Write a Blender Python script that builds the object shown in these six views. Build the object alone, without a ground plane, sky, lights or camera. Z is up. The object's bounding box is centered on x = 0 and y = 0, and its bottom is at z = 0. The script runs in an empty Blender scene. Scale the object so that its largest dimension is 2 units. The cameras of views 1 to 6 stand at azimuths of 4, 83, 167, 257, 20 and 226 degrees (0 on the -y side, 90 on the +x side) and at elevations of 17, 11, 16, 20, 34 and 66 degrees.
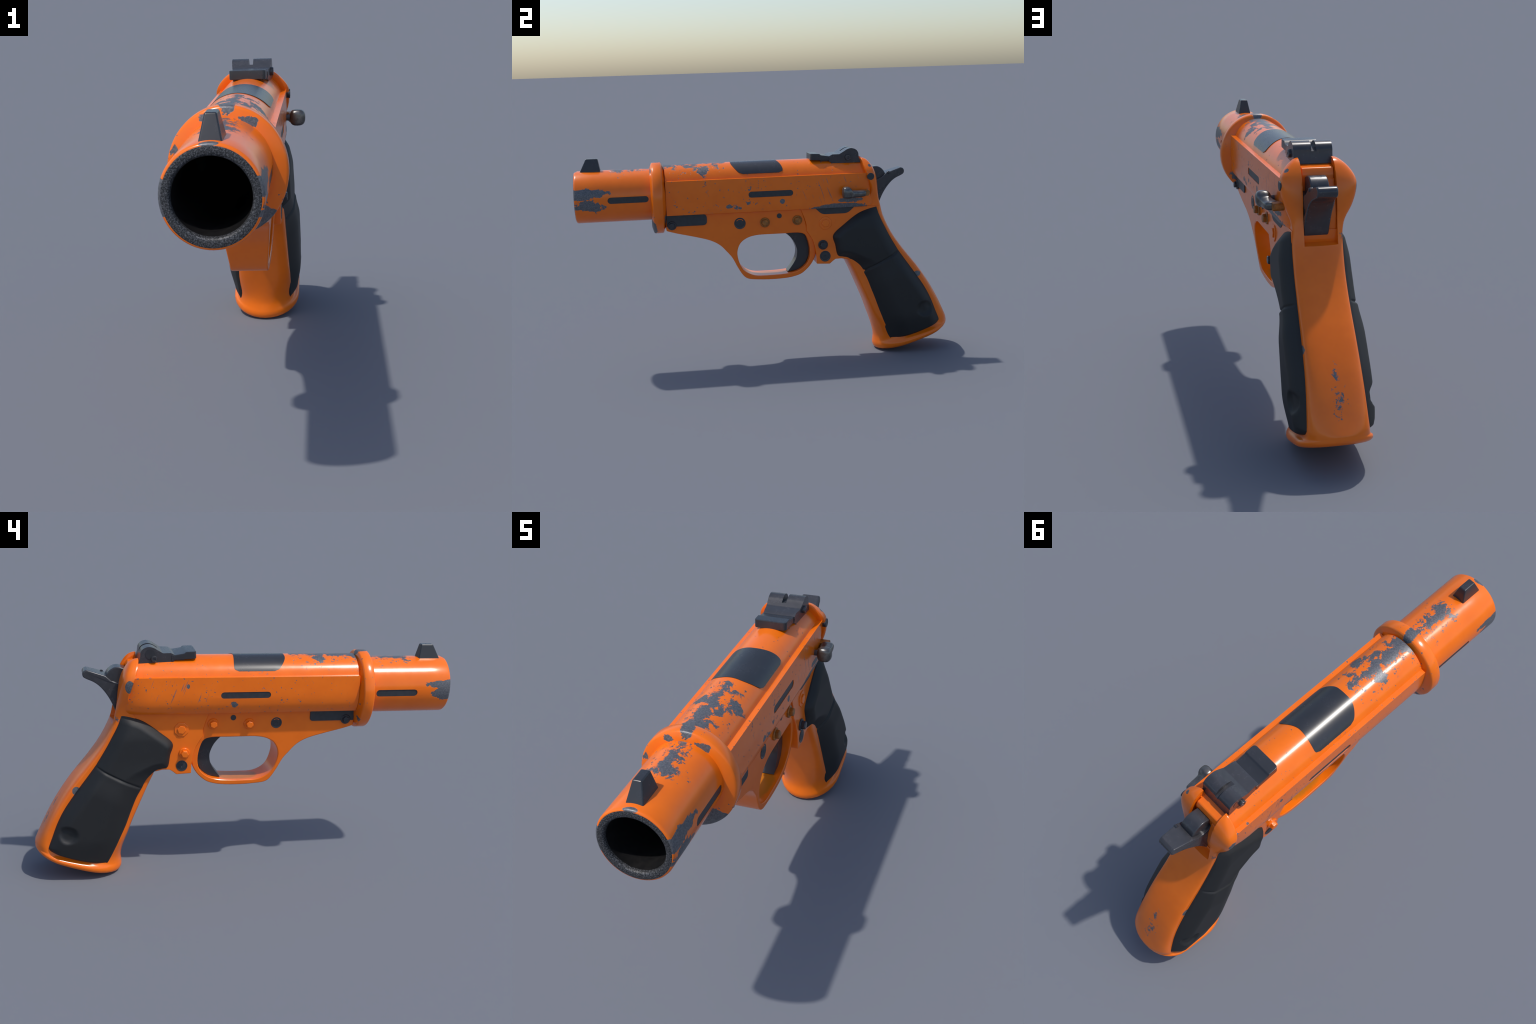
# A worn orange flare pistol, built part by part.  y = along the barrel (muzzle at -y), x = across, z = up.
import bpy, bmesh, math
from mathutils import Vector

XC = -0.0125          # centre plane of barrel and slide
XF = 0.002          # centre plane of frame
XG = -0.0008           # centre plane of grip
scene = bpy.context.scene

# ------------------------------------------------------------------ node helpers
class Tree:
    def __init__(self, name):
        self.mat = bpy.data.materials.new(name)
        self.mat.use_nodes = True
        self.nt = self.mat.node_tree
        self.nt.nodes.clear()
        self.out = self.nt.nodes.new('ShaderNodeOutputMaterial')
        self.bsdf = self.nt.nodes.new('ShaderNodeBsdfPrincipled')
        self.nt.links.new(self.bsdf.outputs[0], self.out.inputs[0])
        self.co = self.nt.nodes.new('ShaderNodeTexCoord').outputs['Object']
        self._xyz = None
    def put(self, sock, v):
        if isinstance(v, bpy.types.NodeSocket):
            self.nt.links.new(v, sock)
        else:
            sock.default_value = v
    def math(self, op, a, b=0.0, c=None, clamp=False):
        n = self.nt.nodes.new('ShaderNodeMath'); n.operation = op; n.use_clamp = clamp
        self.put(n.inputs[0], a); self.put(n.inputs[1], b)
        if c is not None: self.put(n.inputs[2], c)
        return n.outputs[0]
    def vmath(self, op, a, b=None):
        n = self.nt.nodes.new('ShaderNodeVectorMath'); n.operation = op
        self.put(n.inputs[0], a)
        if b is not None: self.put(n.inputs[1], b)
        return n.outputs['Value'] if op in ('LENGTH', 'DOT_PRODUCT', 'DISTANCE') else n.outputs[0]
    def xyz(self):
        if self._xyz is None:
            n = self.nt.nodes.new('ShaderNodeSeparateXYZ'); self.put(n.inputs[0], self.co)
            self._xyz = n.outputs
        return self._xyz
    def mapped(self, scale=(1, 1, 1), rot=(0, 0, 0), loc=(0, 0, 0)):
        n = self.nt.nodes.new('ShaderNodeMapping'); self.put(n.inputs['Vector'], self.co)
        n.inputs['Scale'].default_value = scale; n.inputs['Rotation'].default_value = rot
        n.inputs['Location'].default_value = loc
        return n.outputs[0]
    def noise(self, scale, detail=4, rough=0.55, vec=None, dist=0.0):
        n = self.nt.nodes.new('ShaderNodeTexNoise')
        self.put(n.inputs['Vector'], vec if vec is not None else self.co)
        n.inputs['Scale'].default_value = scale; n.inputs['Detail'].default_value = detail
        n.inputs['Roughness'].default_value = rough; n.inputs['Distortion'].default_value = dist
        return n.outputs['Fac']
    def step(self, v, lo, hi):
        n = self.nt.nodes.new('ShaderNodeMapRange'); n.interpolation_type = 'SMOOTHSTEP'
        self.put(n.inputs[0], v); n.inputs[1].default_value = lo; n.inputs[2].default_value = hi
        return n.outputs[0]
    def mix(self, fac, a, b):
        n = self.nt.nodes.new('ShaderNodeMix'); n.data_type = 'RGBA'
        self.put(n.inputs[0], fac); self.put(n.inputs[6], a); self.put(n.inputs[7], b)
        return n.outputs[2]
    def fmix(self, fac, a, b):
        n = self.nt.nodes.new('ShaderNodeMix'); n.data_type = 'FLOAT'
        self.put(n.inputs[0], fac); self.put(n.inputs[2], a); self.put(n.inputs[3], b)
        return n.outputs[0]
    def bump(self, h, strength, dist=0.002):
        n = self.nt.nodes.new('ShaderNodeBump'); n.inputs['Strength'].default_value = strength
        n.inputs['Distance'].default_value = dist; self.put(n.inputs['Height'], h)
        self.put(self.bsdf.inputs['Normal'], n.outputs[0])
    def set(self, **kw):
        for k, v in kw.items():
            self.put(self.bsdf.inputs[k.replace('_', ' ')], v)
    def blob(self, centre, radii):
        """1 at the centre of an ellipsoid, 0 on its surface, negative outside"""
        d = self.vmath('SUBTRACT', self.co, centre)
        d = self.vmath('DIVIDE', d, radii)
        return self.math('SUBTRACT', 1.0, self.vmath('LENGTH', d))

def c4(r, g, b): return (r, g, b, 1.0)

ORANGE = c4(0.90, 0.185, 0.012)
STEEL = c4(0.125, 0.128, 0.145)

def paint_material(name='orange_paint', patches=(), top_wear=False, specks=0.0, scratches=False, stains=()):
    t = Tree(name)
    ragged = t.noise(17, 7, 0.68)                      # chip outlines
    fine = t.noise(70, 4, 0.6)
    rag = t.math('MULTIPLY_ADD', t.math('SUBTRACT', ragged, 0.5), 3.2, t.math('MULTIPLY', t.math('SUBTRACT', fine, 0.5), 0.9))
    wear = None
    def add(m):
        nonlocal wear
        wear = m if wear is None else t.math('MAXIMUM', wear, m)
    if top_wear:
        # paint rubbed off along the crown of barrel and slide
        x, y, z = t.xyz()
        stretch = t.noise(15, 10, 0.74, t.mapped(scale=(1.0, 0.8, 0.4), loc=(0.3, 0.1, 0.0)), 0.3)
        off = t.math('ABSOLUTE', t.math('SUBTRACT', x, -0.012))
        along = t.math('MULTIPLY', t.step(y, -0.885, -0.80), t.math('SUBTRACT', 1.0, t.step(y, -0.225, -0.165)))
        thr = t.math('MULTIPLY_ADD', off, 2.4, 0.418)
        thr = t.math('ADD', thr, t.math('MULTIPLY', t.math('SUBTRACT', 1.0, along), 0.5))
        up = t.step(z, 0.99, 1.03)
        m = t.step(t.math('SUBTRACT', stretch, thr), 0.0, 0.012)
        add(t.math('MULTIPLY', m, up))
        # freckles around the rubbed band
        fr = t.noise(55, 4, 0.65, t.mapped(scale=(1, 0.7, 1)))
        fthr = t.math('ADD', t.math('MULTIPLY_ADD', off, 1.5, 0.535), t.math('MULTIPLY', t.math('SUBTRACT', 1.0, along), 0.3))
        add(t.math('MULTIPLY', t.step(t.math('SUBTRACT', fr, fthr), 0.0, 0.02), up))
    flake = None
    for centre, radii, rough_amt, *bias in patches:
        rr = rag
        if len(bias) > 1:                              # scuffs broken into fine flakes
            if flake is None:
                flake = t.math('MULTIPLY', t.math('SUBTRACT', t.noise(48, 7, 0.72, None, 0.6), 0.5), 3.2)
            rr = flake
        b = t.math('MULTIPLY_ADD', rr, rough_amt, t.blob(centre, radii))
        if bias: b = t.math('SUBTRACT', b, bias[0])
        add(t.step(b, 0.0, 0.05))
    if specks > 0:
        area = t.math('MULTIPLY', t.math('SUBTRACT', t.noise(6.0, 3, 0.6), 0.5), 0.22)
        for scale, thr in ((75, 0.70), (38, 0.715)):
            sp = t.math('ADD', t.noise(scale, 3, 0.6), area)
            add(t.step(sp, thr - specks, thr - specks + 0.02))
    if scratches:
        x, y, z = t.xyz()
        u = t.math('MULTIPLY_ADD', z, 0.36, y)                 # lines lean back as they go down
        cv = t.nt.nodes.new('ShaderNodeCombineXYZ')
        t.put(cv.inputs[0], t.math('MULTIPLY', u, 95.0)); t.put(cv.inputs[1], t.math('MULTIPLY', z, 7.0)); t.put(cv.inputs[2], t.math('MULTIPLY', x, 9.0))
        sc = t.noise(1.0, 1, 0.5, cv.outputs[0])
        zone = t.math('MULTIPLY', t.step(y, 0.16, 0.24), t.math('SUBTRACT', 1.0, t.step(y, 0.47, 0.52)))
        zone = t.math('MULTIPLY', zone, t.math('MULTIPLY', t.step(z, 0.84, 0.87), t.math('SUBTRACT', 1.0, t.step(z, 0.97, 0.995))))
        add(t.math('MULTIPLY', t.math('MULTIPLY', t.step(sc, 0.655, 0.70), zone), 0.6))
    tone = t.noise(9, 5, 0.6)
    col = t.mix(t.step(tone, 0.3, 0.7), c4(0.875, 0.162, 0.0045), c4(0.925, 0.178, 0.0055))
    for centre, radii, colour, amount in stains:
        b = t.math('MULTIPLY_ADD', rag, 0.12, t.blob(centre, radii))
        col = t.mix(t.math('MULTIPLY', t.step(b, 0.0, 0.35), amount), col, colour)
    rough = t.fmix(t.step(t.noise(24, 5, 0.6), 0.35, 0.7), 0.19, 0.23)
    if wear is not None:
        grain = t.noise(160, 3, 0.7)
        metal = t.mix(t.step(grain, 0.35, 0.7), c4(0.092, 0.096, 0.108), c4(0.165, 0.165, 0.178))
        col = t.mix(wear, col, metal)
        rough = t.fmix(wear, rough, 0.42)
        t.set(Metallic=t.math('MULTIPLY', wear, 0.25))
        h = t.math('SUBTRACT', t.math('MULTIPLY', t.math('MULTIPLY', grain, wear), 0.5), wear)
        t.bump(h, 0.35, 0.002)
    t.set(Base_Color=col, Roughness=rough)
    return t.mat

def plain_material(name, dark, light, rough, metallic=0.0, grain_scale=90, bump=0.15, edge=None):
    t = Tree(name)
    g = t.noise(grain_scale, 5, 0.65)
    col = t.mix(t.step(g, 0.3, 0.72), dark, light)
    if edge is not None:
        geo = t.nt.nodes.new('ShaderNodeNewGeometry')
        worn = t.math('MULTIPLY', t.step(geo.outputs['Pointiness'], 0.57, 0.68), t.step(t.noise(25, 4, 0.6), 0.45, 0.6))
        col = t.mix(worn, col, edge)
    t.set(Base_Color=col, Roughness=t.fmix(g, rough - 0.02, rough + 0.02), Metallic=metallic)
    if bump > 0.02: t.bump(g, bump, 0.001)
    return t.mat

def muzzle_material():
    t = Tree('sooty_metal')
    g = t.noise(230, 3, 0.75)
    col = t.mix(t.step(g, 0.42, 0.70), c4(0.014, 0.015, 0.017), c4(0.15, 0.15, 0.16))
    t.set(Base_Color=col, Roughness=0.5, Metallic=0.2)
    t.bump(g, 0.4, 0.002)
    return t.mat

GOLD = c4(0.42, 0.16, 0.012)
M_PAINT = paint_material('orange_paint')
M_BARREL = paint_material('barrel_paint', top_wear=True, specks=0.0, patches=[
    ((0.115, -0.970, 0.953), (0.09, 0.135, 0.029), 0.60),
    ((0.115, -0.870, 0.955), (0.09, 0.055, 0.012), 0.75),
    ((0.125, -0.920, 0.886), (0.07, 0.070, 0.030), 0.95, 0.05),
    ((0.120, -0.975, 0.880), (0.07, 0.060, 0.010), 0.55),
    ((-0.145, -0.990, 0.950), (0.09, 0.115, 0.022), 0.40),
    ((-0.140, -0.975, 0.905), (0.07, 0.070, 0.030), 0.60),
    ((-0.012, -1.00, 1.060), (0.04, 0.018, 0.012), 0.5, 0.1)])
M_SLIDE = paint_material('slide_paint', top_wear=True, specks=0.022, scratches=True, patches=[
    ((0.110, 0.390, 0.818), (0.06, 0.155, 0.026), 0.30),
    ((0.118, 0.425, 0.858), (0.06, 0.085, 0.014), 0.80, 0.1),
    ((0.118, -0.205, 0.853), (0.03, 0.018, 0.015), 0.9, 0.15),
    ((0.118, 0.078, 0.868), (0.03, 0.013, 0.012), 0.8, 0.1),
    ((0.118, -0.420, 0.850), (0.03, 0.10, 0.035), 2.0, 1.15),
    ((0.118, -0.12, 0.865), (0.03, 0.24, 0.040), 2.0, 1.25),
    ((0.118, -0.30, 0.940), (0.03, 0.24, 0.050), 2.0, 1.5),
    ((-0.140, 0.070, 0.866), (0.03, 0.014, 0.013), 1.1, 0.2),
    ((-0.140, 0.290, 0.960), (0.03, 0.008, 0.012), 1.0, 0.1),
    ((-0.140, -0.240, 0.880), (0.03, 0.03, 0.020), 1.8, 0.7),
    ((0.060, -0.330, 1.045), (0.06, 0.040, 0.050), 1.1, 0.15),
    ((-0.060, -0.345, 1.055), (0.05, 0.035, 0.035), 1.1, 0.15)])
M_COLLAR = paint_material('collar_paint', specks=0.010, patches=[
    ((0.070, -0.615, 0.752), (0.095, 0.035, 0.060), 0.22),
    ((-0.012, -0.560, 1.095), (0.030, 0.06, 0.03), 0.8, 0.1),
    ((0.070, -0.609, 1.052), (0.060, 0.012, 0.020), 1.3, 0.35),
    ((-0.070, -0.609, 1.060), (0.030, 0.012, 0.016), 1.0, 0.2),
    ((-0.165, -0.607, 0.975), (0.020, 0.014, 0.030), 1.0, 0.3),
    ((0.11, -0.530, 0.790), (0.05, 0.015, 0.050), 1.2, 0.3),
    ((-0.145, -0.530, 0.780), (0.05, 0.022, 0.024), 0.7, 0.1)])
M_FRAME = paint_material('frame_paint', specks=-0.012,
    stains=[((XF, 0.04, 0.462), (0.062, 0.17, 0.012), GOLD, 0.75)])
M_GRIP = paint_material('grip_paint', specks=-0.008, patches=[
    ((-0.150, 0.556, 0.962), (0.03, 0.022, 0.033), 0.06),
    ((0.106, 0.553, 1.035), (0.012, 0.010, 0.009), 0.10),
    ((0.0, 0.945, 0.275), (0.045, 0.06, 0.130), 1.4, 0.80, 1),
    ((0.005, 0.900, 0.360), (0.022, 0.05, 0.085), 1.4, 0.72, 1),
    ((0.098, 0.812, 0.432), (0.012, 0.022, 0.018), 0.15),
    ((-0.098, 0.800, 0.447), (0.012, 0.020, 0.022), 0.15),
    ((-0.01, 0.590, 0.800), (0.05, 0.03, 0.012), 0.9),
    ((-0.09, 0.612, 0.790), (0.018, 0.02, 0.03), 1.6, 0.8)])
M_RUBBER = plain_material('black_rubber', c4(0.0105, 0.0107, 0.0112), c4(0.016, 0.0162, 0.0168), 0.60, grain_scale=240, bump=0.10)
M_BLACK = plain_material('blackened_steel', c4(0.027, 0.029, 0.034), c4(0.032, 0.034, 0.040), 0.27, 0.0, 12, 0.012)
M_GUN = plain_material('gunmetal', c4(0.043, 0.044, 0.050), c4(0.056, 0.056, 0.063), 0.27, 0.15, 30, 0.0, edge=c4(0.22, 0.19, 0.19))
M_LEVER = plain_material('polished_steel', c4(0.10, 0.095, 0.09), c4(0.17, 0.165, 0.16), 0.28, 0.7, 50, 0.10)
M_RECESS = plain_material('dark_recess', c4(0.024, 0.026, 0.031), c4(0.034, 0.037, 0.044), 0.45, 0.0, 60, 0.05)
M_BORE = plain_material('bore_near_black', c4(0.009, 0.009, 0.010), c4(0.018, 0.017, 0.017), 0.32, 0.0, 60, 0.1)  # near-black base colour for the inside of the tube
M_BRASS = plain_material('grimy_bolt', c4(0.20, 0.075, 0.012), c4(0.46, 0.15, 0.014), 0.4, 0.0, 60, 0.1)
M_SOOT = muzzle_material()

# ------------------------------------------------------------------ geometry helpers
ROOT = bpy.data.objects.new('flare_pistol', None)
scene.collection.objects.link(ROOT)
ROOT['label'] = 'worn bright orange flare pistol with black grips and sights'
ROOT['category'] = 'flare gun'

def as_object(name, bm, mat, parent=ROOT):
    bmesh.ops.remove_doubles(bm, verts=bm.verts, dist=1e-6)
    bmesh.ops.recalc_face_normals(bm, faces=bm.faces)
    me = bpy.data.meshes.new(name); bm.to_mesh(me); bm.free()
    ob = bpy.data.objects.new(name, me)
    scene.collection.objects.link(ob)
    if mat: me.materials.append(mat)
    ob.parent = parent
    return ob

def bake_modifiers(ob):
    dg = bpy.context.evaluated_depsgraph_get()
    dg.update()
    me = bpy.data.meshes.new_from_object(ob.evaluated_get(dg))
    old = ob.data
    ob.modifiers.clear()
    ob.data = me
    me.name = ob.name
    bpy.data.meshes.remove(old)

def bevel(ob, width, seg=3, angle=32):
    m = ob.modifiers.new('bevel', 'BEVEL'); m.width = width; m.segments = seg
    m.limit_method = 'ANGLE'; m.angle_limit = math.radians(angle)
    m.use_clamp_overlap = True
    bake_modifiers(ob)

def cut(ob, cutters, op='DIFFERENCE'):
    for c in cutters:
        m = ob.modifiers.new('cut', 'BOOLEAN'); m.operation = op; m.object = c; m.solver = 'EXACT'
    bake_modifiers(ob)
    for c in cutters:
        me = c.data; bpy.data.objects.remove(c); bpy.data.meshes.remove(me)

def finish(ob, angle=38, weighted=True):
    me = ob.data
    me.shade_smooth()
    me.set_sharp_from_angle(angle=math.radians(angle))
    if weighted:
        m = ob.modifiers.new('wn', 'WEIGHTED_NORMAL'); m.keep_sharp = True; m.weight = 60
        bake_modifiers(ob)
    return ob

def prism(name, pts, x0, x1, mat=None, parent=ROOT):
    """side outline (y, z) extruded across x"""
    bm = bmesh.new()
    a = [bm.verts.new((x0, y, z)) for y, z in pts]
    b = [bm.verts.new((x1, y, z)) for y, z in pts]
    n = len(pts)
    bm.faces.new(a); bm.faces.new(b[::-1])
    for i in range(n):
        bm.faces.new((a[i], a[(i + 1) % n], b[(i + 1) % n], b[i]))
    return as_object(name, bm, mat, parent)

def loft(name, rings, mat=None, parent=ROOT, caps=True, closed=False):
    bm = bmesh.new()
    vs = [[bm.verts.new(p) for p in r] for r in rings]
    n = len(rings[0])
    m = len(rings)
    for k in range(m if closed else m - 1):
        for i in range(n):
            f = (vs[k][i], vs[k][(i + 1) % n], vs[(k + 1) % m][(i + 1) % n], vs[(k + 1) % m][i])
            bm.faces.new(f)
    if caps and not closed:
        bm.faces.new(vs[0][::-1]); bm.faces.new(vs[-1])
    return as_object(name, bm, mat, parent)

def disc_stack(name, axis_x, y, z, sections, sides=32, mat=None, parent=ROOT, turn=0.0):
    """turned part along x: sections = (x, radius)"""
    rings = [[(axis_x + x, y + r * math.cos(2 * math.pi * i / sides + turn), z + r * math.sin(2 * math.pi * i / sides + turn))
              for i in range(sides)] for x, r in sections]
    return loft(name, rings, mat, parent)

def tube(name, cx, cz, sections, sides=72, mat=None, parent=ROOT, caps=True, closed=False):
    """turned part along y: sections = (y, rx, rz)"""
    rings = [[(cx + rx * math.cos(2 * math.pi * i / sides), y, cz + rz * math.sin(2 * math.pi * i / sides))
              for i in range(sides)] for y, rx, rz in sections]
    return loft(name, rings, mat, parent, caps, closed)

def stadium(y0, y1, z, r, n=8, tilt=0.0):
    """slot outline with round ends"""
    pts = []
    for i in range(n + 1):
        a = -math.pi / 2 + math.pi * i / n
        pts.append((y1 - r + r * math.cos(a), z + r * math.sin(a)))
    for i in range(n + 1):
        a = math.pi / 2 + math.pi * i / n
        pts.append((y0 + r + r * math.cos(a), z + r * math.sin(a)))
    return pts

def round_poly(pts, radii, n=5):
    """polygon with corners rounded by quadratic blends"""
    out = []
    m = len(pts)
    for i in range(m):
        p0, p1, p2 = Vector(pts[i - 1]), Vector(pts[i]), Vector(pts[(i + 1) % m])
        r = radii[i] if isinstance(radii, (list, tuple)) else radii
        if r <= 0:
            out.append(tuple(p1)); continue
        a = p1 + (p0 - p1).normalized() * min(r, (p0 - p1).length * 0.49)
        b = p1 + (p2 - p1).normalized() * min(r, (p2 - p1).length * 0.49)
        for k in range(n + 1):
            s = k / n
            out.append(tuple(a * (1 - s) ** 2 + p1 * 2 * s * (1 - s) + b * s * s))
    return out

def smooth_line(pts, sub=4, closed=False):
    """Catmull-Rom through control points (any dimension)"""
    P = [list(p) for p in pts]
    n = len(P); D = len(P[0]); out = []
    last = n if closed else n - 1
    for i in range(last):
        if closed:
            a, b, c, d = P[i - 1], P[i], P[(i + 1) % n], P[(i + 2) % n]
        else:
            a, b, c, d = P[max(i - 1, 0)], P[i], P[i + 1], P[min(i + 2, n - 1)]
        for k in range(sub):
            s = k / sub
            out.append(tuple(0.5 * (2 * b[j] + (c[j] - a[j]) * s + (2 * a[j] - 5 * b[j] + 4 * c[j] - d[j]) * s * s
                                    + (3 * b[j] - a[j] - 3 * c[j] + d[j]) * s ** 3) for j in range(D)))
    if not closed: out.append(tuple(P[-1]))
    return out

def ss01(x):
    x = max(0.0, min(1.0, x)); return x * x * (3 - 2 * x)

# ------------------------------------------------------------------ barrel
BZ = 0.9225
RX, RZ = 0.1328, 0.1362
RB = 0.1030
barrel = tube('barrel', XC, BZ, [(-0.54, RB, RB), (-0.54, RX, RZ), (-0.70, RX, RZ), (-0.90, RX, RZ), (-0.988, RX, RZ), (-0.994, RX - 0.0015, RZ - 0.0015),
                                 (-0.9975, RX - 0.0045, RZ - 0.0045), (-0.9985, RX - 0.007, RZ - 0.007), (-0.9985, RB + 0.010, RB + 0.010), (-0.980, RB + 0.010, RB + 0.010), (-0.980, RB, RB), (-0.75, RB, RB)],
              mat=M_BARREL, closed=True)
slot_y = (-0.829, -0.619)
cut(barrel, [prism('c', stadium(*slot_y, 0.9135, 0.0165), 0.112, 0.2), prism('c', stadium(*slot_y, 0.9105, 0.0165), -0.2, -0.137)])
finish(barrel, 35, False)
for side, z in ((1, 0.9135), (-1, 0.9105)):
    pts = stadium(*slot_y, z, 0.0163)
    x0, x1 = (0.104, 0.1168) if side > 0 else (-0.1420, -0.128)
    o = prism('barrel_slot', pts, x0, x1, M_RECESS, barrel); finish(o, 30)
muzzle = tube('muzzle_ring', XC, BZ, [(-0.996, RX - 0.0075, RZ - 0.0075), (-0.9990, RX - 0.0078, RZ - 0.0078), (-1.0, RX - 0.010, RZ - 0.010),
                                      (-1.0, RB + 0.0065, RB + 0.0065), (-0.9985, RB + 0.0030, RB + 0.0030), (-0.9950, RB + 0.0005, RB + 0.0005), (-0.9900, RB - 0.0008, RB - 0.0008), (-0.985, RB - 0.0012, RB - 0.0012), (-0.985, RB + 0.004, RB + 0.004)],
              mat=M_SOOT, parent=barrel, closed=True)
finish(muzzle, 35, False)
bore = tube('bore', XC, BZ, [(-0.985, RB + 0.003, RB + 0.003), (-0.985, RB - 0.0015, RB - 0.0015), (-0.62, RB - 0.0015, RB - 0.0015), (0.02, RB - 0.003, RB - 0.003),
                             (0.03, 0.03, 0.03), (0.04, 0.03, 0.03), (0.04, RB - 0.001, RB - 0.001), (-0.56, RB - 0.0002, RB - 0.0002), (-0.60, RB + 0.003, RB + 0.003)], mat=M_BORE, parent=barrel, closed=True)
finish(bore, 35, False)
plug = tube('bore_plug', XC, BZ, [(0.024, 0.04, 0.04), (0.038, 0.04, 0.04)], mat=M_BORE, parent=barrel); finish(plug)

# front sight: a tapered blade
def wedge(name, y0, y1, yt0, yt1, z0, z1, hw0, hw1, mat, parent, cx=XC, bev=0.004):
    rings = [[(cx - hw0, y0, z0), (cx + hw0, y0, z0), (cx + hw0, y1, z0), (cx - hw0, y1, z0)],
             [(cx - hw1, yt0, z1), (cx + hw1, yt0, z1), (cx + hw1, yt1, z1), (cx - hw1, yt1, z1)]]
    o = loft(name, rings, mat, parent)
    bevel(o, bev, 3); finish(o)
    return o
wedge('front_sight', -0.973, -0.859, -0.934, -0.873, 1.044, 1.1215, 0.0325, 0.0158, M_BLACK, barrel, cx=-0.0125, bev=0.005)

# ------------------------------------------------------------------ collar
CRX, CRZ, CZ = 0.175, 0.190, 0.902
def cr(y, d): return (y, CRX - d, CRZ - d)
collar = tube('collar', -0.0115, CZ, [cr(-0.530, 0.060), cr(-0.5315, 0.046), cr(-0.534, 0.036), cr(-0.5445, 0.009), cr(-0.5475, 0.003), cr(-0.552, 0.0), cr(-0.592, 0.0), cr(-0.5965, 0.002),
                                      cr(-0.600, 0.008), cr(-0.6075, 0.033), cr(-0.6085, 0.040), cr(-0.6085, 0.060)], mat=M_COLLAR, closed=True, sides=80)
finish(collar, 50, False)

# ------------------------------------------------------------------ slide
SH = 0.1325
SR, SZ = 0.120, 0.954
XS = -0.0136
def slide_ring(y, tuck=0.0):
    """cross-section: cylinder crown, narrow shelves, sides that swell a little and draw in below; tuck narrows the sides"""
    a0 = math.asin((0.998 - SZ) / SR)
    arc = [(SR * math.cos(a0 + (math.pi - 2 * a0) * i / 36), SZ + SR * math.sin(a0 + (math.pi - 2 * a0) * i / 36)) for i in range(37)]
    side = [(0.1030, 0.8185), (0.1145, 0.832), (0.1250, 0.850), (0.1315, 0.872), (0.1345, 0.900), (0.1343, 0.930), (0.1336, 0.960), (SH, 0.9975)]
    side = [(x - tuck * min(1.0, max(0.0, (0.985 - z) / 0.07)), z) for x, z in side]
    right = [(x + 0.023 * max(0.0, min(1.0, (0.865 - z) / 0.045)), z) for x, z in side]   # fuller low edge on the right
    half = right + arc + [(-x, z) for x, z in side[::-1]]
    lean = 0.5 * max(0.0, min(1.0, (y - 0.49) / 0.06))      # the rear end leans forward under the ears
    return [(XS + x, y - lean * max(0.0, z - 0.95), z) for x, z in half]
slide = loft('slide', [slide_ring(-0.531), slide_ring(-0.3), slide_ring(-0.1), slide_ring(0.1), slide_ring(0.3), slide_ring(0.46), slide_ring(0.500, 0.003), slide_ring(0.530, 0.008),
                       slide_ring(0.555, 0.016), slide_ring(0.570, 0.025), slide_ring(0.580, 0.038)], M_SLIDE)
# hammer channel at the rear, bore clearance at the front
chan = [(0.5005, 1.20), (0.5010, 1.0465), (0.549, 1.0400), (0.557, 1.032), (0.559, 1.000), (0.559, 0.70), (0.70, 0.70), (0.70, 1.20)]
cut(slide, [prism('c', chan, XC - 0.0645, XC + 0.0645), tube('c', XC, BZ, [(-0.60, RB + 0.0005, RB + 0.0005), (0.05, RB + 0.0005, RB + 0.0005)])])
bevel(slide, 0.0030, 2, 48)
ss = (-0.100, 0.137)
cut(slide, [prism('c', stadium(*ss, 0.9105, 0.0160), 0.1165, 0.2), prism('c', stadium(*ss, 0.9125, 0.0155), -0.2, -0.1440)])
finish(slide, 30)
for side, z in ((1, 0.9105), (-1, 0.9125)):
    x0, x1 = (0.108, 0.1185) if side > 0 else (-0.1458, -0.132)
    o = prism('slide_slot', stadium(*ss, z, 0.0153), x0, x1, M_RECESS, slide); finish(o, 30)

breech = prism('breech_block', round_poly([(0.500, 0.815), (0.500, 1.0475), (0.552, 1.0415), (0.562, 1.020), (0.566, 0.815)], [0, 0.004, 0.006, 0.01, 0]), XC - 0.0615, XC + 0.0600, M_GRIP, slide)
bevel(breech, 0.004, 3); finish(breech)
filler = prism('hammer_stop', [(0.545, 0.815), (0.545, 1.008), (0.566, 1.000), (0.588, 0.940), (0.600, 0.870), (0.600, 0.815)], XC - 0.0635, XC - 0.0330, M_GRIP, slide)
bevel(filler, 0.003, 2); finish(filler)

# black port cover wrapped over the crown of the slide
def port_ring(r, n=28):
    rows = []
    a_lo = math.radians(32); a_hi = math.radians(148)
    for i in range(n + 1):
        a = a_lo + (a_hi - a_lo) * i / n
        s = (a - math.pi / 2) / (math.pi / 2 - a_lo)          # -1 right edge .. +1 left edge
        side = max(0.0, (abs(s) - 0.30) / 0.70)
        y0 = -0.181 + 0.044 * side ** 1.6
        y1 = 0.063 + (0.026 if s < 0 else 0.008) * ss01(abs(s) / 0.85)
        if abs(s) > 0.86:                                      # round off the lower corners
            k = (abs(s) - 0.86) / 0.14
            y1 -= 0.022 * (1 - math.sqrt(max(0.0, 1 - k * k)))
            y0 += 0.016 * (1 - math.sqrt(max(0.0, 1 - k * k)))
        rows.append([(XC + r * math.cos(a), y0 + (y1 - y0) * j / 8, SZ + r * math.sin(a)) for j in range(9)])
    return rows
outer, inner = port_ring(SR + 0.0018), port_ring(SR - 0.004)
bm = bmesh.new()
vo = [[bm.verts.new(p) for p in r] for r in outer]; vi = [[bm.verts.new(p) for p in r] for r in inner]
R, C = len(vo), 9
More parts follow.
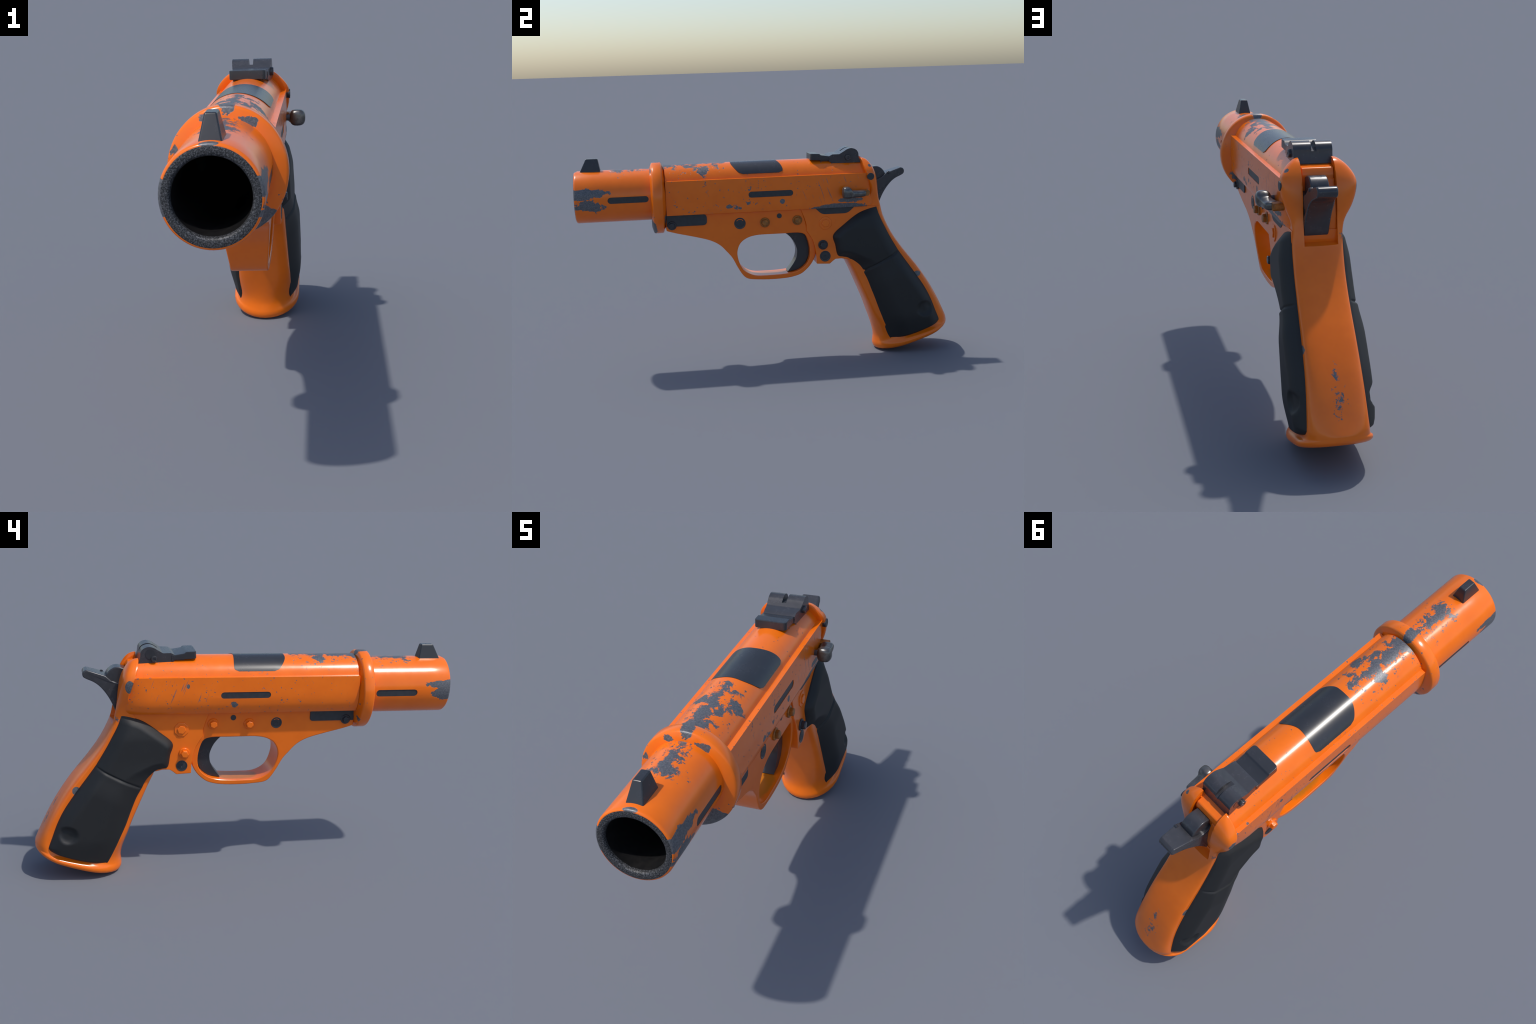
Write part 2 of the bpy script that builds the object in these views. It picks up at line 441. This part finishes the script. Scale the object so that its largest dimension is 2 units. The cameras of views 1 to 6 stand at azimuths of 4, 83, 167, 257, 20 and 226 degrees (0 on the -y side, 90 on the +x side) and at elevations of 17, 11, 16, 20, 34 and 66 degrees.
for i in range(R - 1):
    for j in range(C - 1):
        bm.faces.new((vo[i][j], vo[i + 1][j], vo[i + 1][j + 1], vo[i][j + 1]))
        bm.faces.new((vi[i][j], vi[i][j + 1], vi[i + 1][j + 1], vi[i + 1][j]))
loop_o = [vo[i][0] for i in range(R)] + vo[-1][1:] + [vo[i][-1] for i in range(R - 2, -1, -1)] + vo[0][-2:0:-1]
loop_i = [vi[i][0] for i in range(R)] + vi[-1][1:] + [vi[i][-1] for i in range(R - 2, -1, -1)] + vi[0][-2:0:-1]
for k in range(len(loop_o)):
    k2 = (k + 1) % len(loop_o)
    bm.faces.new((loop_o[k], loop_o[k2], loop_i[k2], loop_i[k]))
port = as_object('port_cover', bm, M_BLACK, slide); finish(port, 40, False)

# ------------------------------------------------------------------ front frame with trigger guard
frame_low = [(-0.536, 0.735), (-0.478, 0.7180), (-0.390, 0.6965), (-0.310, 0.673), (-0.258, 0.644), (-0.221, 0.605), (-0.192, 0.568),
             (-0.166, 0.516), (-0.138, 0.470), (-0.109, 0.4485), (-0.058, 0.4415), (0.020, 0.4380), (0.104, 0.4415), (0.158, 0.4520),
             (0.190, 0.467), (0.222, 0.496), (0.245, 0.530), (0.257, 0.565), (0.257, 0.600), (0.243, 0.650), (0.214, 0.695)]
outline = smooth_line(frame_low, 4) + [(0.206, 0.740), (0.196, 0.775), (0.181, 0.8180), (-0.536, 0.8180)]
hole = smooth_line([(-0.162, 0.586), (-0.157, 0.622), (-0.142, 0.650), (-0.120, 0.668), (-0.090, 0.681), (-0.045, 0.688), (0.020, 0.6885), (0.085, 0.6885), (0.160, 0.6885),
        (0.196, 0.677), (0.213, 0.645), (0.223, 0.600), (0.222, 0.555), (0.206, 0.516), (0.168, 0.484), (0.120, 0.470), (0.060, 0.4645), (0.0, 0.4635), (-0.060, 0.465),
        (-0.100, 0.478), (-0.132, 0.502), (-0.152, 0.540)], 3, closed=True)
hole = [(0.035 + (y - 0.035) * 1.018, 0.578 + (z - 0.578) * 1.012) for y, z in hole]
frame = prism('frame', outline, -1, 1, M_FRAME)
cut(frame, [prism('c', hole, -2, 2)])
def frame_half(z): return 0.0645 + 0.105 * max(0.0, min(z, 0.70) - 0.48) + 0.02 * max(0.0, z - 0.70)
for v in frame.data.vertices:
    v.co.x = XF + v.co.x * (frame_half(v.co.z) + (0.004 * max(0.0, min(1.0, (0.66 - v.co.z) / 0.05)) if v.co.x < 0 else 0.0))
bevel(frame, 0.0055, 3, 50)
finish(frame, 30)

# recess panels at the front of the frame, under the slide
recess_r = round_poly([(-0.533, 0.758), (-0.322, 0.758), (-0.322, 0.8165), (-0.533, 0.8165)], [0, 0.022, 0.022, 0])
o = prism('side_recess', recess_r, 0.05, XF + 0.0945, M_RECESS, frame); bevel(o, 0.0015, 2); finish(o)
recess_l = round_poly([(-0.533, 0.763), (-0.313, 0.763), (-0.313, 0.8165), (-0.533, 0.8165)], [0, 0.016, 0.012, 0])
o = prism('side_recess', recess_l, XF - 0.0945, -0.06, M_RECESS, frame); bevel(o, 0.0015, 2); finish(o)

# ------------------------------------------------------------------ rear frame block
block = [(0.178, 0.8180), (0.196, 0.770), (0.207, 0.735), (0.2075, 0.700), (0.222, 0.678), (0.240, 0.648), (0.253, 0.605), (0.259, 0.560), (0.260, 0.5155), (0.331, 0.5120),
         (0.349, 0.527), (0.363, 0.5365), (0.395, 0.5380), (0.430, 0.530), (0.520, 0.55), (0.605, 0.72), (0.605, 0.8180)]
block_o = prism('rear_frame', block, XF - 0.0965, XF + 0.0945, M_FRAME)
bevel(block_o, 0.004, 3, 40); finish(block_o, 30)
relief = round_poly([(0.258, 0.8172), (0.292, 0.784), (0.432, 0.784), (0.470, 0.8172)], [0, 0.02, 0.02, 0])
o = prism('safety_recess', relief, 0.06, XF + 0.0965, M_RECESS, block_o); bevel(o, 0.0015, 2); finish(o)

# ------------------------------------------------------------------ trigger
trig_front = smooth_line([(0.082, 0.692), (0.113, 0.674), (0.142, 0.641), (0.159, 0.604), (0.163, 0.578), (0.158, 0.546), (0.142, 0.515), (0.119, 0.484), (0.108, 0.470)], 3)
trig_back = [(0.165, 0.478), (0.205, 0.510), (0.226, 0.555), (0.227, 0.600), (0.217, 0.648), (0.199, 0.685), (0.170, 0.695)]
trigger = prism('trigger', trig_front + trig_back, XF - 0.036, XF + 0.036, M_BLACK)
bevel(trigger, 0.016, 4, 50); finish(trigger, 30)

# ------------------------------------------------------------------ grip frame: ears, back strap, grip body in one loft
#      front y, z      back y, z      half   centre  front/back rounding
S = [(0.512, 1.0755, 0.531, 1.0725, 0.072, XC, 0.008, 0.012),
     (0.509, 1.0700, 0.550, 1.0640, 0.087, XC - 0.001, 0.010, 0.020),
     (0.511, 1.0500, 0.568, 1.0450, 0.1120, XC - 0.003, 0.012, 0.030),
     (0.519, 1.0180, 0.586, 1.0130, 0.1375, XC - 0.003, 0.014, 0.038),
     (0.530, 0.9860, 0.597, 0.9800, 0.1465, XC - 0.004, 0.014, 0.043),
     (0.543, 0.9450, 0.604, 0.9400, 0.1425, XC - 0.003, 0.014, 0.046),
     (0.552, 0.9000, 0.609, 0.8970, 0.1275, XC - 0.001, 0.014, 0.042),
     (0.540, 0.8550, 0.614, 0.8550, 0.1050, XC + 0.005, 0.014, 0.030),
     (0.520, 0.8050, 0.623, 0.8150, 0.0960, -0.004, 0.02, 0.024),
     (0.480, 0.7300, 0.636, 0.7600, 0.0970, -0.001, 0.03, 0.022),
     (0.440, 0.6400, 0.681, 0.6650, 0.0970, 0.001, 0.03, 0.022),
     (0.424, 0.5450, 0.745, 0.5720, 0.0970, 0.002, 0.03, 0.022),
     (0.460, 0.4550, 0.821, 0.4760, 0.0990, 0.003, 0.030, 0.024),
     (0.496, 0.3700, 0.884, 0.3850, 0.1025, 0.003, 0.032, 0.032),
     (0.533, 0.2800, 0.932, 0.3000, 0.1065, 0.003, 0.038, 0.036),
     (0.560, 0.2000, 0.967, 0.2280, 0.1105, 0.003, 0.054, 0.044),
     (0.580, 0.1300, 0.989, 0.1840, 0.1150, 0.002, 0.090, 0.058),
     (0.589, 0.0800, 0.9970, 0.1690, 0.1190, 0.001, 0.120, 0.075),
     (0.5875, 0.0540, 0.9985, 0.1620, 0.1270, 0.001, 0.145, 0.098),
     (0.5860, 0.0420, 0.9995, 0.1565, 0.1385, 0.001, 0.170, 0.118),
     (0.5850, 0.0320, 0.9995, 0.1505, 0.1440, 0.001, 0.180, 0.128),
     (0.5860, 0.0210, 0.9970, 0.1430, 0.1445, 0.001, 0.180, 0.130),
     (0.5900, 0.0110, 0.9910, 0.1345, 0.1410, 0.001, 0.175, 0.128),
     (0.5970, 0.0040, 0.9790, 0.1250, 0.1300, 0.001, 0.165, 0.120),
     (0.6200, 0.0005, 0.9360, 0.1040, 0.0950, 0.001, 0.120, 0.085),
     (0.6700, 0.0120, 0.8700, 0.0760, 0.0450, 0.001, 0.080, 0.070)]
S = smooth_line(S, 3)
def section(row, n=9):
    fy, fz, by, bz, w, cx, df, db = row
    L = math.hypot(by - fy, bz - fz)
    e_b = 0.68 + 0.22 * max(0.0, min(1.0, (0.20 - fz) / 0.12))
    e_f = 0.62 + 0.38 * max(0.0, min(1.0, (0.22 - fz) / 0.12))       # the toe is rounder in plan than the heel
    half = []
    for i in range(n):                       # front cap: centre -> side
        a = math.pi / 2 * i / (n - 1)
        half.append((df * (1 - math.cos(a) ** e_f), w * math.sin(a) ** e_f))
    for i in range(1, 4):
        half.append((df + (L - df - db) * i / 4, w))
    for i in range(n):                       # back cap: side -> centre
        a = math.pi / 2 * i / (n - 1)
        half.append((L - db * (1 - math.sin(a) ** e_b), w * math.cos(a) ** e_b if i < n - 1 else 0.0))
    uy, uz = (by - fy) / L, (bz - fz) / L
    sag = 0.012 * max(0.0, min(1.0, (0.12 - fz) / 0.06))         # the foot bows down between toe and heel
    def bow(s): return sag * 4 * (s / L) * (1 - s / L)
    right = [(cx + x, fy + uy * s, fz + uz * s - bow(s)) for s, x in half]
    left = [(cx - x, fy + uy * s, fz + uz * s - bow(s)) for s, x in half[-2:0:-1]]
    return right + left
grip = loft('grip', [section(r) for r in S], M_GRIP)
chan2 = [(0.40, 1.20), (0.40, 0.90), (0.552, 0.90), (0.560, 0.815), (0.585, 0.815), (0.592, 0.775), (0.66, 0.757), (0.72, 0.77), (0.72, 1.20)]
cut(grip, [prism('c', chan2, XC - 0.0640, XC + 0.0660)])
bevel(grip, 0.007, 3, 55)
finish(grip, 42, False)
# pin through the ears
o = disc_stack('ear_pin', XC, 0.553, 0.979, [(0.10, 0.0185), (0.1440, 0.0185), (0.1450, 0.0165)], 28, M_RECESS, grip); finish(o)

# ------------------------------------------------------------------ grip panels
PF = [(0.590, 0.812), (0.536, 0.799), (0.483, 0.777), (0.413, 0.726), (0.352, 0.670), (0.362, 0.612), (0.373, 0.556), (0.402, 0.546), (0.432, 0.537), (0.474, 0.497),
      (0.497, 0.453), (0.522, 0.405), (0.548, 0.335), (0.570, 0.270), (0.594, 0.210), (0.617, 0.155), (0.652, 0.080), (0.659, 0.072)]
PB = [(0.590, 0.812), (0.597, 0.790), (0.604, 0.770), (0.618, 0.738), (0.636, 0.702), (0.652, 0.670), (0.668, 0.641), (0.680, 0.620), (0.690, 0.603), (0.702, 0.583),
      (0.7105, 0.569), (0.745, 0.520), (0.806, 0.436), (0.860, 0.357), (0.895, 0.290), (0.921, 0.222), (0.941, 0.172), (0.938, 0.160)]
pf = smooth_line(PF, 4); pb = smooth_line(PB, 4)
fine_f, fine_b = smooth_line(PF, 13), smooth_line(PB, 13)
# keep the two hard corners at the front wing
edge_loop = pf + pb[::-1]
def seg_dist(p, a, b):
    ax, ay = b[0] - a[0], b[1] - a[1]
    L2 = ax * ax + ay * ay
    if L2 < 1e-12: return math.hypot(p[0] - a[0], p[1] - a[1])
    s = max(0.0, min(1.0, ((p[0] - a[0]) * ax + (p[1] - a[1]) * ay) / L2))
    return math.hypot(p[0] - a[0] - s * ax, p[1] - a[1] - s * ay)
def line_dist(p, line):
    return min(seg_dist(p, line[i], line[i + 1]) for i in range(len(line) - 1))
back_line, front_line = pb, pf
SAG = 0.014
def toe_point(s, amount=1.0):
    (ay, az), (by, bz) = PF[-1], PB[-1]
    return (ay + (by - ay) * s, az + (bz - az) * s - amount * SAG * 4 * s * (1 - s))
toe_line = [toe_point(k / 12) for k in range(13)]
SEAM_A, SEAM_B = (0.7105, 0.569), (0.497, 0.453)          # seam between upper and lower pad
sn = Vector((SEAM_B[1] - SEAM_A[1], -(SEAM_B[0] - SEAM_A[0]))).normalized()   # normal of the seam line
if sn.y > 0: sn = -sn                                     # positive below the seam
def panel_half(p):
    d_f, d_b = line_dist(p, front_line), line_dist(p, back_line)
    below = (p[0] - SEAM_A[0]) * sn.x + (p[1] - SEAM_A[1]) * sn.y
    low = ss01((below + 0.004) / 0.008)
    # height of the pad faces: rises from the top to the swell of the palm, falls a little to the toe
    z = p[1]
    up_h = 0.1320 + 0.040 * max(0.0, min(0.22, p[0] - 0.40)) - 0.016 * ss01((z - 0.69) / 0.12)
    lo_h = 0.1460 + 0.0115 * ss01(below / 0.12)
    lo_h -= 0.018 * ss01((0.22 - z) / 0.15)
    h = up_h + (lo_h - up_h) * low
    base = 0.0985 + 0.008 * ss01((0.32 - z) / 0.15)
    bw_f = 0.040 + 0.085 * ss01((0.60 - z) / 0.12)
    bw_b = 0.068
    k_t = math.sin(math.pi / 2 * min(1.0, line_dist(p, toe_line) / 0.016 + 0.25))
    k_f = math.sin(math.pi / 2 * min(1.0, d_f / bw_f + 0.04))
    k_b = math.sin(math.pi / 2 * min(1.0, d_b / bw_b + 0.04))
    k = k_f * k_b * (0.35 + 0.65 * k_t)
    x = base + (h - base) * k
    x -= 0.006 * math.exp(-(below / 0.0050) ** 2) * min(1.0, d_f / 0.02) * min(1.0, d_b / 0.02)   # groove
    r = math.hypot(p[0] - 0.843, (p[1] - 0.245)) / 0.044                    # thumb dimple
    if r < 1: x -= 0.016 * (1 - r ** 4)
    return x
HEIGHTS = {}
def panel(side):
    bm = bmesh.new()
    n = 44
    rows_o, rows_i = [], []
    def lean(p): return -0.045 * max(0.0, 0.72 - p[0]) * ss01((0.60 - p[1]) / 0.15) * ss01((p[1] - 0.06) / 0.16)      # the grip is set a little askew
    for row, (a, b) in enumerate(zip(fine_f, fine_b)):
        ro, ri = [], []
        for j in range(n + 1):
            s = j / n
            lowness = max(0.0, row - 13 * 14) / (len(fine_f) - 1 - 13 * 14)          # rows bow down to the toe edge
            p = (a[0] + (b[0] - a[0]) * s, a[1] + (b[1] - a[1]) * s - SAG * 4 * s * (1 - s) * lowness)
            edge = j in (0, n) or a == fine_f[0] or a == fine_f[-1]
            x = 0.0965 if edge else HEIGHTS.setdefault(p, None) or panel_half(p)
            HEIGHTS[p] = x
            ro.append(bm.verts.new((XG + side * x + lean(p), p[0], p[1])))
            ri.append(bm.verts.new((XG + side * 0.070, p[0], p[1])))
        rows_o.append(ro); rows_i.append(ri)
    R = len(rows_o)
    def quad(*v):
        v = list(dict.fromkeys(v))
        if len(v) >= 3: bm.faces.new(v)
    for i in range(R - 1):
        for j in range(n):
            quad(rows_o[i][j], rows_o[i][j + 1], rows_o[i + 1][j + 1], rows_o[i + 1][j])
            quad(rows_i[i][j], rows_i[i + 1][j], rows_i[i + 1][j + 1], rows_i[i][j + 1])
    for rows in ((0,), (R - 1,)):
        for j in range(n):
            i = rows[0]; quad(rows_o[i][j], rows_i[i][j], rows_i[i][j + 1], rows_o[i][j + 1])
    for i in range(R - 1):
        quad(rows_o[i][0], rows_o[i + 1][0], rows_i[i + 1][0], rows_i[i][0])
        quad(rows_o[i][n], rows_i[i][n], rows_i[i + 1][n], rows_o[i + 1][n])
    o = as_object('grip_panel', bm, M_RUBBER, grip)
    finish(o, 50, False)
    return o
panel(1); panel(-1)

# ------------------------------------------------------------------ hammer
XH = 0.003
ham = smooth_line([(0.740, 1.0105), (0.753, 1.006), (0.760, 0.994), (0.757, 0.978), (0.742, 0.968), (0.713, 0.956), (0.690, 0.941), (0.670, 0.921), (0.650, 0.894), (0.634, 0.866), (0.620, 0.835), (0.602, 0.790)], 3)
ham = ham + [(0.560, 0.775), (0.535, 0.80), (0.535, 0.965), (0.600, 0.950), (0.632, 0.9630), (0.657, 0.9850)]
hammer = prism('hammer', ham, XH - 0.0490, XH + 0.0490, M_GUN)
for v in hammer.data.vertices:                  # the spur narrows towards its tip
    if v.co.y > 0.66:
        v.co.x = XH + (v.co.x - XH) * (1 - 0.22 * ss01((v.co.y - 0.66) / 0.10))
bevel(hammer, 0.006, 3, 40); finish(hammer, 35)
head = prism('hammer_head', smooth_line([(0.550, 0.94), (0.552, 1.0), (0.580, 1.019), (0.612, 1.0215), (0.636, 1.009), (0.652, 0.988), (0.655, 0.965), (0.640, 0.945), (0.60, 0.93)], 4, closed=True),
             XH - 0.036, XH + 0.034, M_GUN, hammer)
bevel(head, 0.005, 3, 40)
dot = tube('c', 0.003, 0.0, [(0, 0.02, 0.02), (1, 0.02, 0.02)], 24)
for v in dot.data.vertices:                      # turn the cutter upright over the head
    x, y, z = v.co
    v.co = (x, 0.607 + z, 1.014 + 0.1 * y)
cut(head, [dot]); finish(head, 35)
o = disc_stack('hammer_pin', XH + 0.033, 0.671, 0.985, [(0, 0.009), (0.010, 0.009), (0.014, 0.007), (0.016, 0.003)], 18, M_BLACK, hammer); finish(o)

# ------------------------------------------------------------------ rear sight
SX = -0.0120
sight_rear = [(0.345, 1.060), (0.362, 1.0500), (0.511, 1.0500), (0.5035, 1.078)] + \
    smooth_line([(0.5015, 1.100), (0.494, 1.114), (0.480, 1.1235), (0.460, 1.1275), (0.440, 1.122), (0.425, 1.113), (0.399, 1.0975)], 4) + [(0.362, 1.0970), (0.345, 1.0885)]
rear = prism('rear_sight', sight_rear, -0.0845, 0.0665, M_GUN)
for v in rear.data.vertices:                    # the ears of the sight widen towards the pivot
    v.co.x = -0.009 + (v.co.x + 0.009) * (0.885 + 0.115 * ss01((v.co.y - 0.35) / 0.09))
groove = smooth_line([(0.365, 1.150), (0.395, 1.118), (0.430, 1.106), (0.465, 1.104), (0.490, 1.098), (0.53, 1.085)], 4) + [(0.55, 1.2), (0.36, 1.2)]
cut(rear, [prism('c', groove, SX - 0.0100, SX + 0.0090)])
bevel(rear, 0.0035, 2, 40); finish(rear, 35)
plate_out = [(0.243, 1.0705), (0.345, 1.0645), (0.3475, 1.0585), (0.360, 1.0585), (0.360, 1.0890), (0.345, 1.0880), (0.301, 1.0950), (0.293, 1.1025), (0.245, 1.1045)]
plate = prism('sight_plate', plate_out, -0.0795, 0.0545, M_BLACK, rear)
# rounded front corners in plan
bm = bmesh.new(); bm.from_mesh(plate.data)
yf = min(v.co.y for v in bm.verts)
flank = [e for e in bm.edges if e.is_boundary is False and max(v.co.y for v in e.verts) < yf + 0.004 and abs(e.verts[0].co.x - e.verts[1].co.x) < 1e-5]
bmesh.ops.bevel(bm, geom=flank, offset=0.014, segments=4, profile=0.5, affect='EDGES')
bm.to_mesh(plate.data); bm.free()            # rounded front corners in plan
bevel(plate, 0.0035, 2, 40); finish(plate, 35)
o = prism('sight_foot', [(0.30, 1.03), (0.507, 1.03), (0.507, 1.062), (0.30, 1.068)], SX - 0.055, SX + 0.053, M_BLACK, rear); finish(o)
o = disc_stack('sight_screw', 0.061, 0.444, 1.0790, [(0, 0.0165), (0.009, 0.0165), (0.0125, 0.0145), (0.0130, 0.006), (0.0105, 0.005)], 20, M_GUN, rear); finish(o)
o = disc_stack('sight_screw', -0.0795, 0.440, 1.0730, [(0, 0.0150), (-0.011, 0.0150), (-0.0145, 0.013), (-0.0145, 0.007), (-0.011, 0.006)], 20, M_GUN, rear); finish(o)
o = disc_stack('sight_drum', -0.0775, 0.458, 1.0935, [(0, 0.0225), (-0.0072, 0.0225), (-0.0072, 0.019), (-0.0066, 0.002)], 24, M_BLACK, rear); finish(o)

# ------------------------------------------------------------------ safety lever (right side)
def oval(y, cx, hx, cz, hz, n=24, e=0.72):
    pts = []
    for i in range(n):
        a = 2 * math.pi * i / n
        c, q = math.cos(a), math.sin(a)
        pts.append((cx + hx * math.copysign(abs(c) ** e, c), y, cz + hz * math.copysign(abs(q) ** e, q)))
    return pts
# a rounded thumb knob, a waist, and an arm running back to the pivot
lever = loft('safety_lever', [oval(*a) for a in smooth_line([(0.392, 0.163, 0.016, 0.902, 0.018), (0.3945, 0.163, 0.022, 0.902, 0.0245), (0.401, 0.1635, 0.0285, 0.903, 0.0300), (0.412, 0.1635, 0.0305, 0.903, 0.0315),
     (0.426, 0.1635, 0.0300, 0.9025, 0.0310), (0.437, 0.162, 0.0275, 0.899, 0.0265), (0.446, 0.157, 0.0255, 0.8950, 0.0210), (0.462, 0.153, 0.0280, 0.8935, 0.0190), (0.485, 0.150, 0.0300, 0.8935, 0.0182),
     (0.510, 0.148, 0.0290, 0.8945, 0.0170), (0.518, 0.147, 0.0230, 0.8945, 0.0125)], 3)], M_LEVER)
finish(lever, 50, False)
o = prism('lever_pivot', round_poly([(0.500, 0.910), (0.536, 0.910), (0.543, 0.902), (0.540, 0.886), (0.533, 0.879), (0.500, 0.880)], 0.004, 3), 0.108, 0.152, M_BRASS, lever)
bevel(o, 0.004, 2); finish(o)
o = disc_stack('lever_pin', 0.108, 0.417, 0.903, [(0, 0.012), (0.045, 0.012)], 20, M_GUN, lever); finish(o)

# ------------------------------------------------------------------ bolts, pins and holes
def surface(side, z, block_part):
    return XF + side * ((0.0945 if side > 0 else 0.0965) if block_part else frame_half(z))
def hex_bolt(y, z, side, mat, r=0.0262, block_part=False, tall=0.023, turn=0.2, parent=frame):
    x = surface(side, z, block_part)
    w = disc_stack('bolt', x, y, z, [(-side * 0.01, r), (side * 0.0045, r), (side * 0.0075, r * 0.90)], 28, mat, parent); finish(w, 35)
    h = disc_stack('bolt_head', x, y, z, [(side * 0.005, r * 0.72), (side * (tall - 0.004), r * 0.72), (side * tall, r * 0.60)], 6, mat, w, turn)
    bevel(h, 0.0015, 2); finish(h, 35)
    return w
def socket(y, z, side, r, block_part=False, detail=True, parent=frame):
    x = surface(side, z, block_part)
    d = disc_stack('pin_socket', x, y, z, [(-side * 0.012, r), (side * 0.0012, r), (side * 0.0018, r * 0.95), (side * 0.0010, r * 0.80), (side * 0.0003, r * 0.74)]
                   if detail else [(-side * 0.01, r), (side * 0.0014, r), (side * 0.0018, r * 0.9)], 30, M_BLACK if detail else M_RECESS, parent)
    finish(d, 30)
    if detail:
        c = disc_stack('pin_face', x, y, z, [(-side * 0.006, r * 0.66), (side * 0.0006, r * 0.66), (side * 0.0012, r * 0.60), (side * 0.0012, r * 0.24), (side * 0.0004, r * 0.2)], 28, M_RECESS, d)
        finish(c, 30)
    return d
for side in (1, -1):
    mat = M_BRASS if side > 0 else M_PAINT
    hex_bolt(-0.0150, 0.7555, side, mat)
    hex_bolt(0.1590, 0.7590, side, mat, turn=0.45)
    socket(-0.148, 0.7570, side, 0.0305 if side > 0 else 0.0270)
    socket(0.063, 0.7870, side, 0.0132, detail=False)
    socket(0.306, 0.5555, side, 0.0295 if side > 0 else 0.0270, True, parent=block_o)
    hex_bolt(0.295, 0.6190, side, M_BLACK if side > 0 else M_PAINT, 0.0262, True, 0.025, 0.1, block_o)
    # blind boss, painted over
    x = surface(side, 0.737, True)
    b = disc_stack('boss', x, 0.3105, 0.7360, [(-side * 0.01, 0.0365), (side * 0.0025, 0.0365), (side * 0.0045, 0.0335)], 8, M_FRAME, block_o, 0.39); bevel(b, 0.0015, 2); finish(b)
    b2 = disc_stack('boss_face', x, 0.3105, 0.7360, [(side * 0.002, 0.022), (side * 0.0085, 0.022), (side * 0.0105, 0.0195)], 6, M_FRAME, b, 0.2); bevel(b2, 0.0015, 2); finish(b2)
    # screw behind the collar
    y, z = (-0.506, 0.7640) if side > 0 else (-0.492, 0.7690)
    x = XF + side * 0.0920
    w = disc_stack('collar_screw', x, y, z, [(-side * 0.01, 0.024), (side * 0.004, 0.024), (side * 0.007, 0.021)], 24, M_BLACK, frame); finish(w)
    h = disc_stack('screw_head', x, y, z, [(side * 0.005, 0.0165), (side * 0.016, 0.0165), (side * 0.019, 0.013)], 6, M_BLACK, w, 0.3); bevel(h, 0.0015, 2); finish(h)
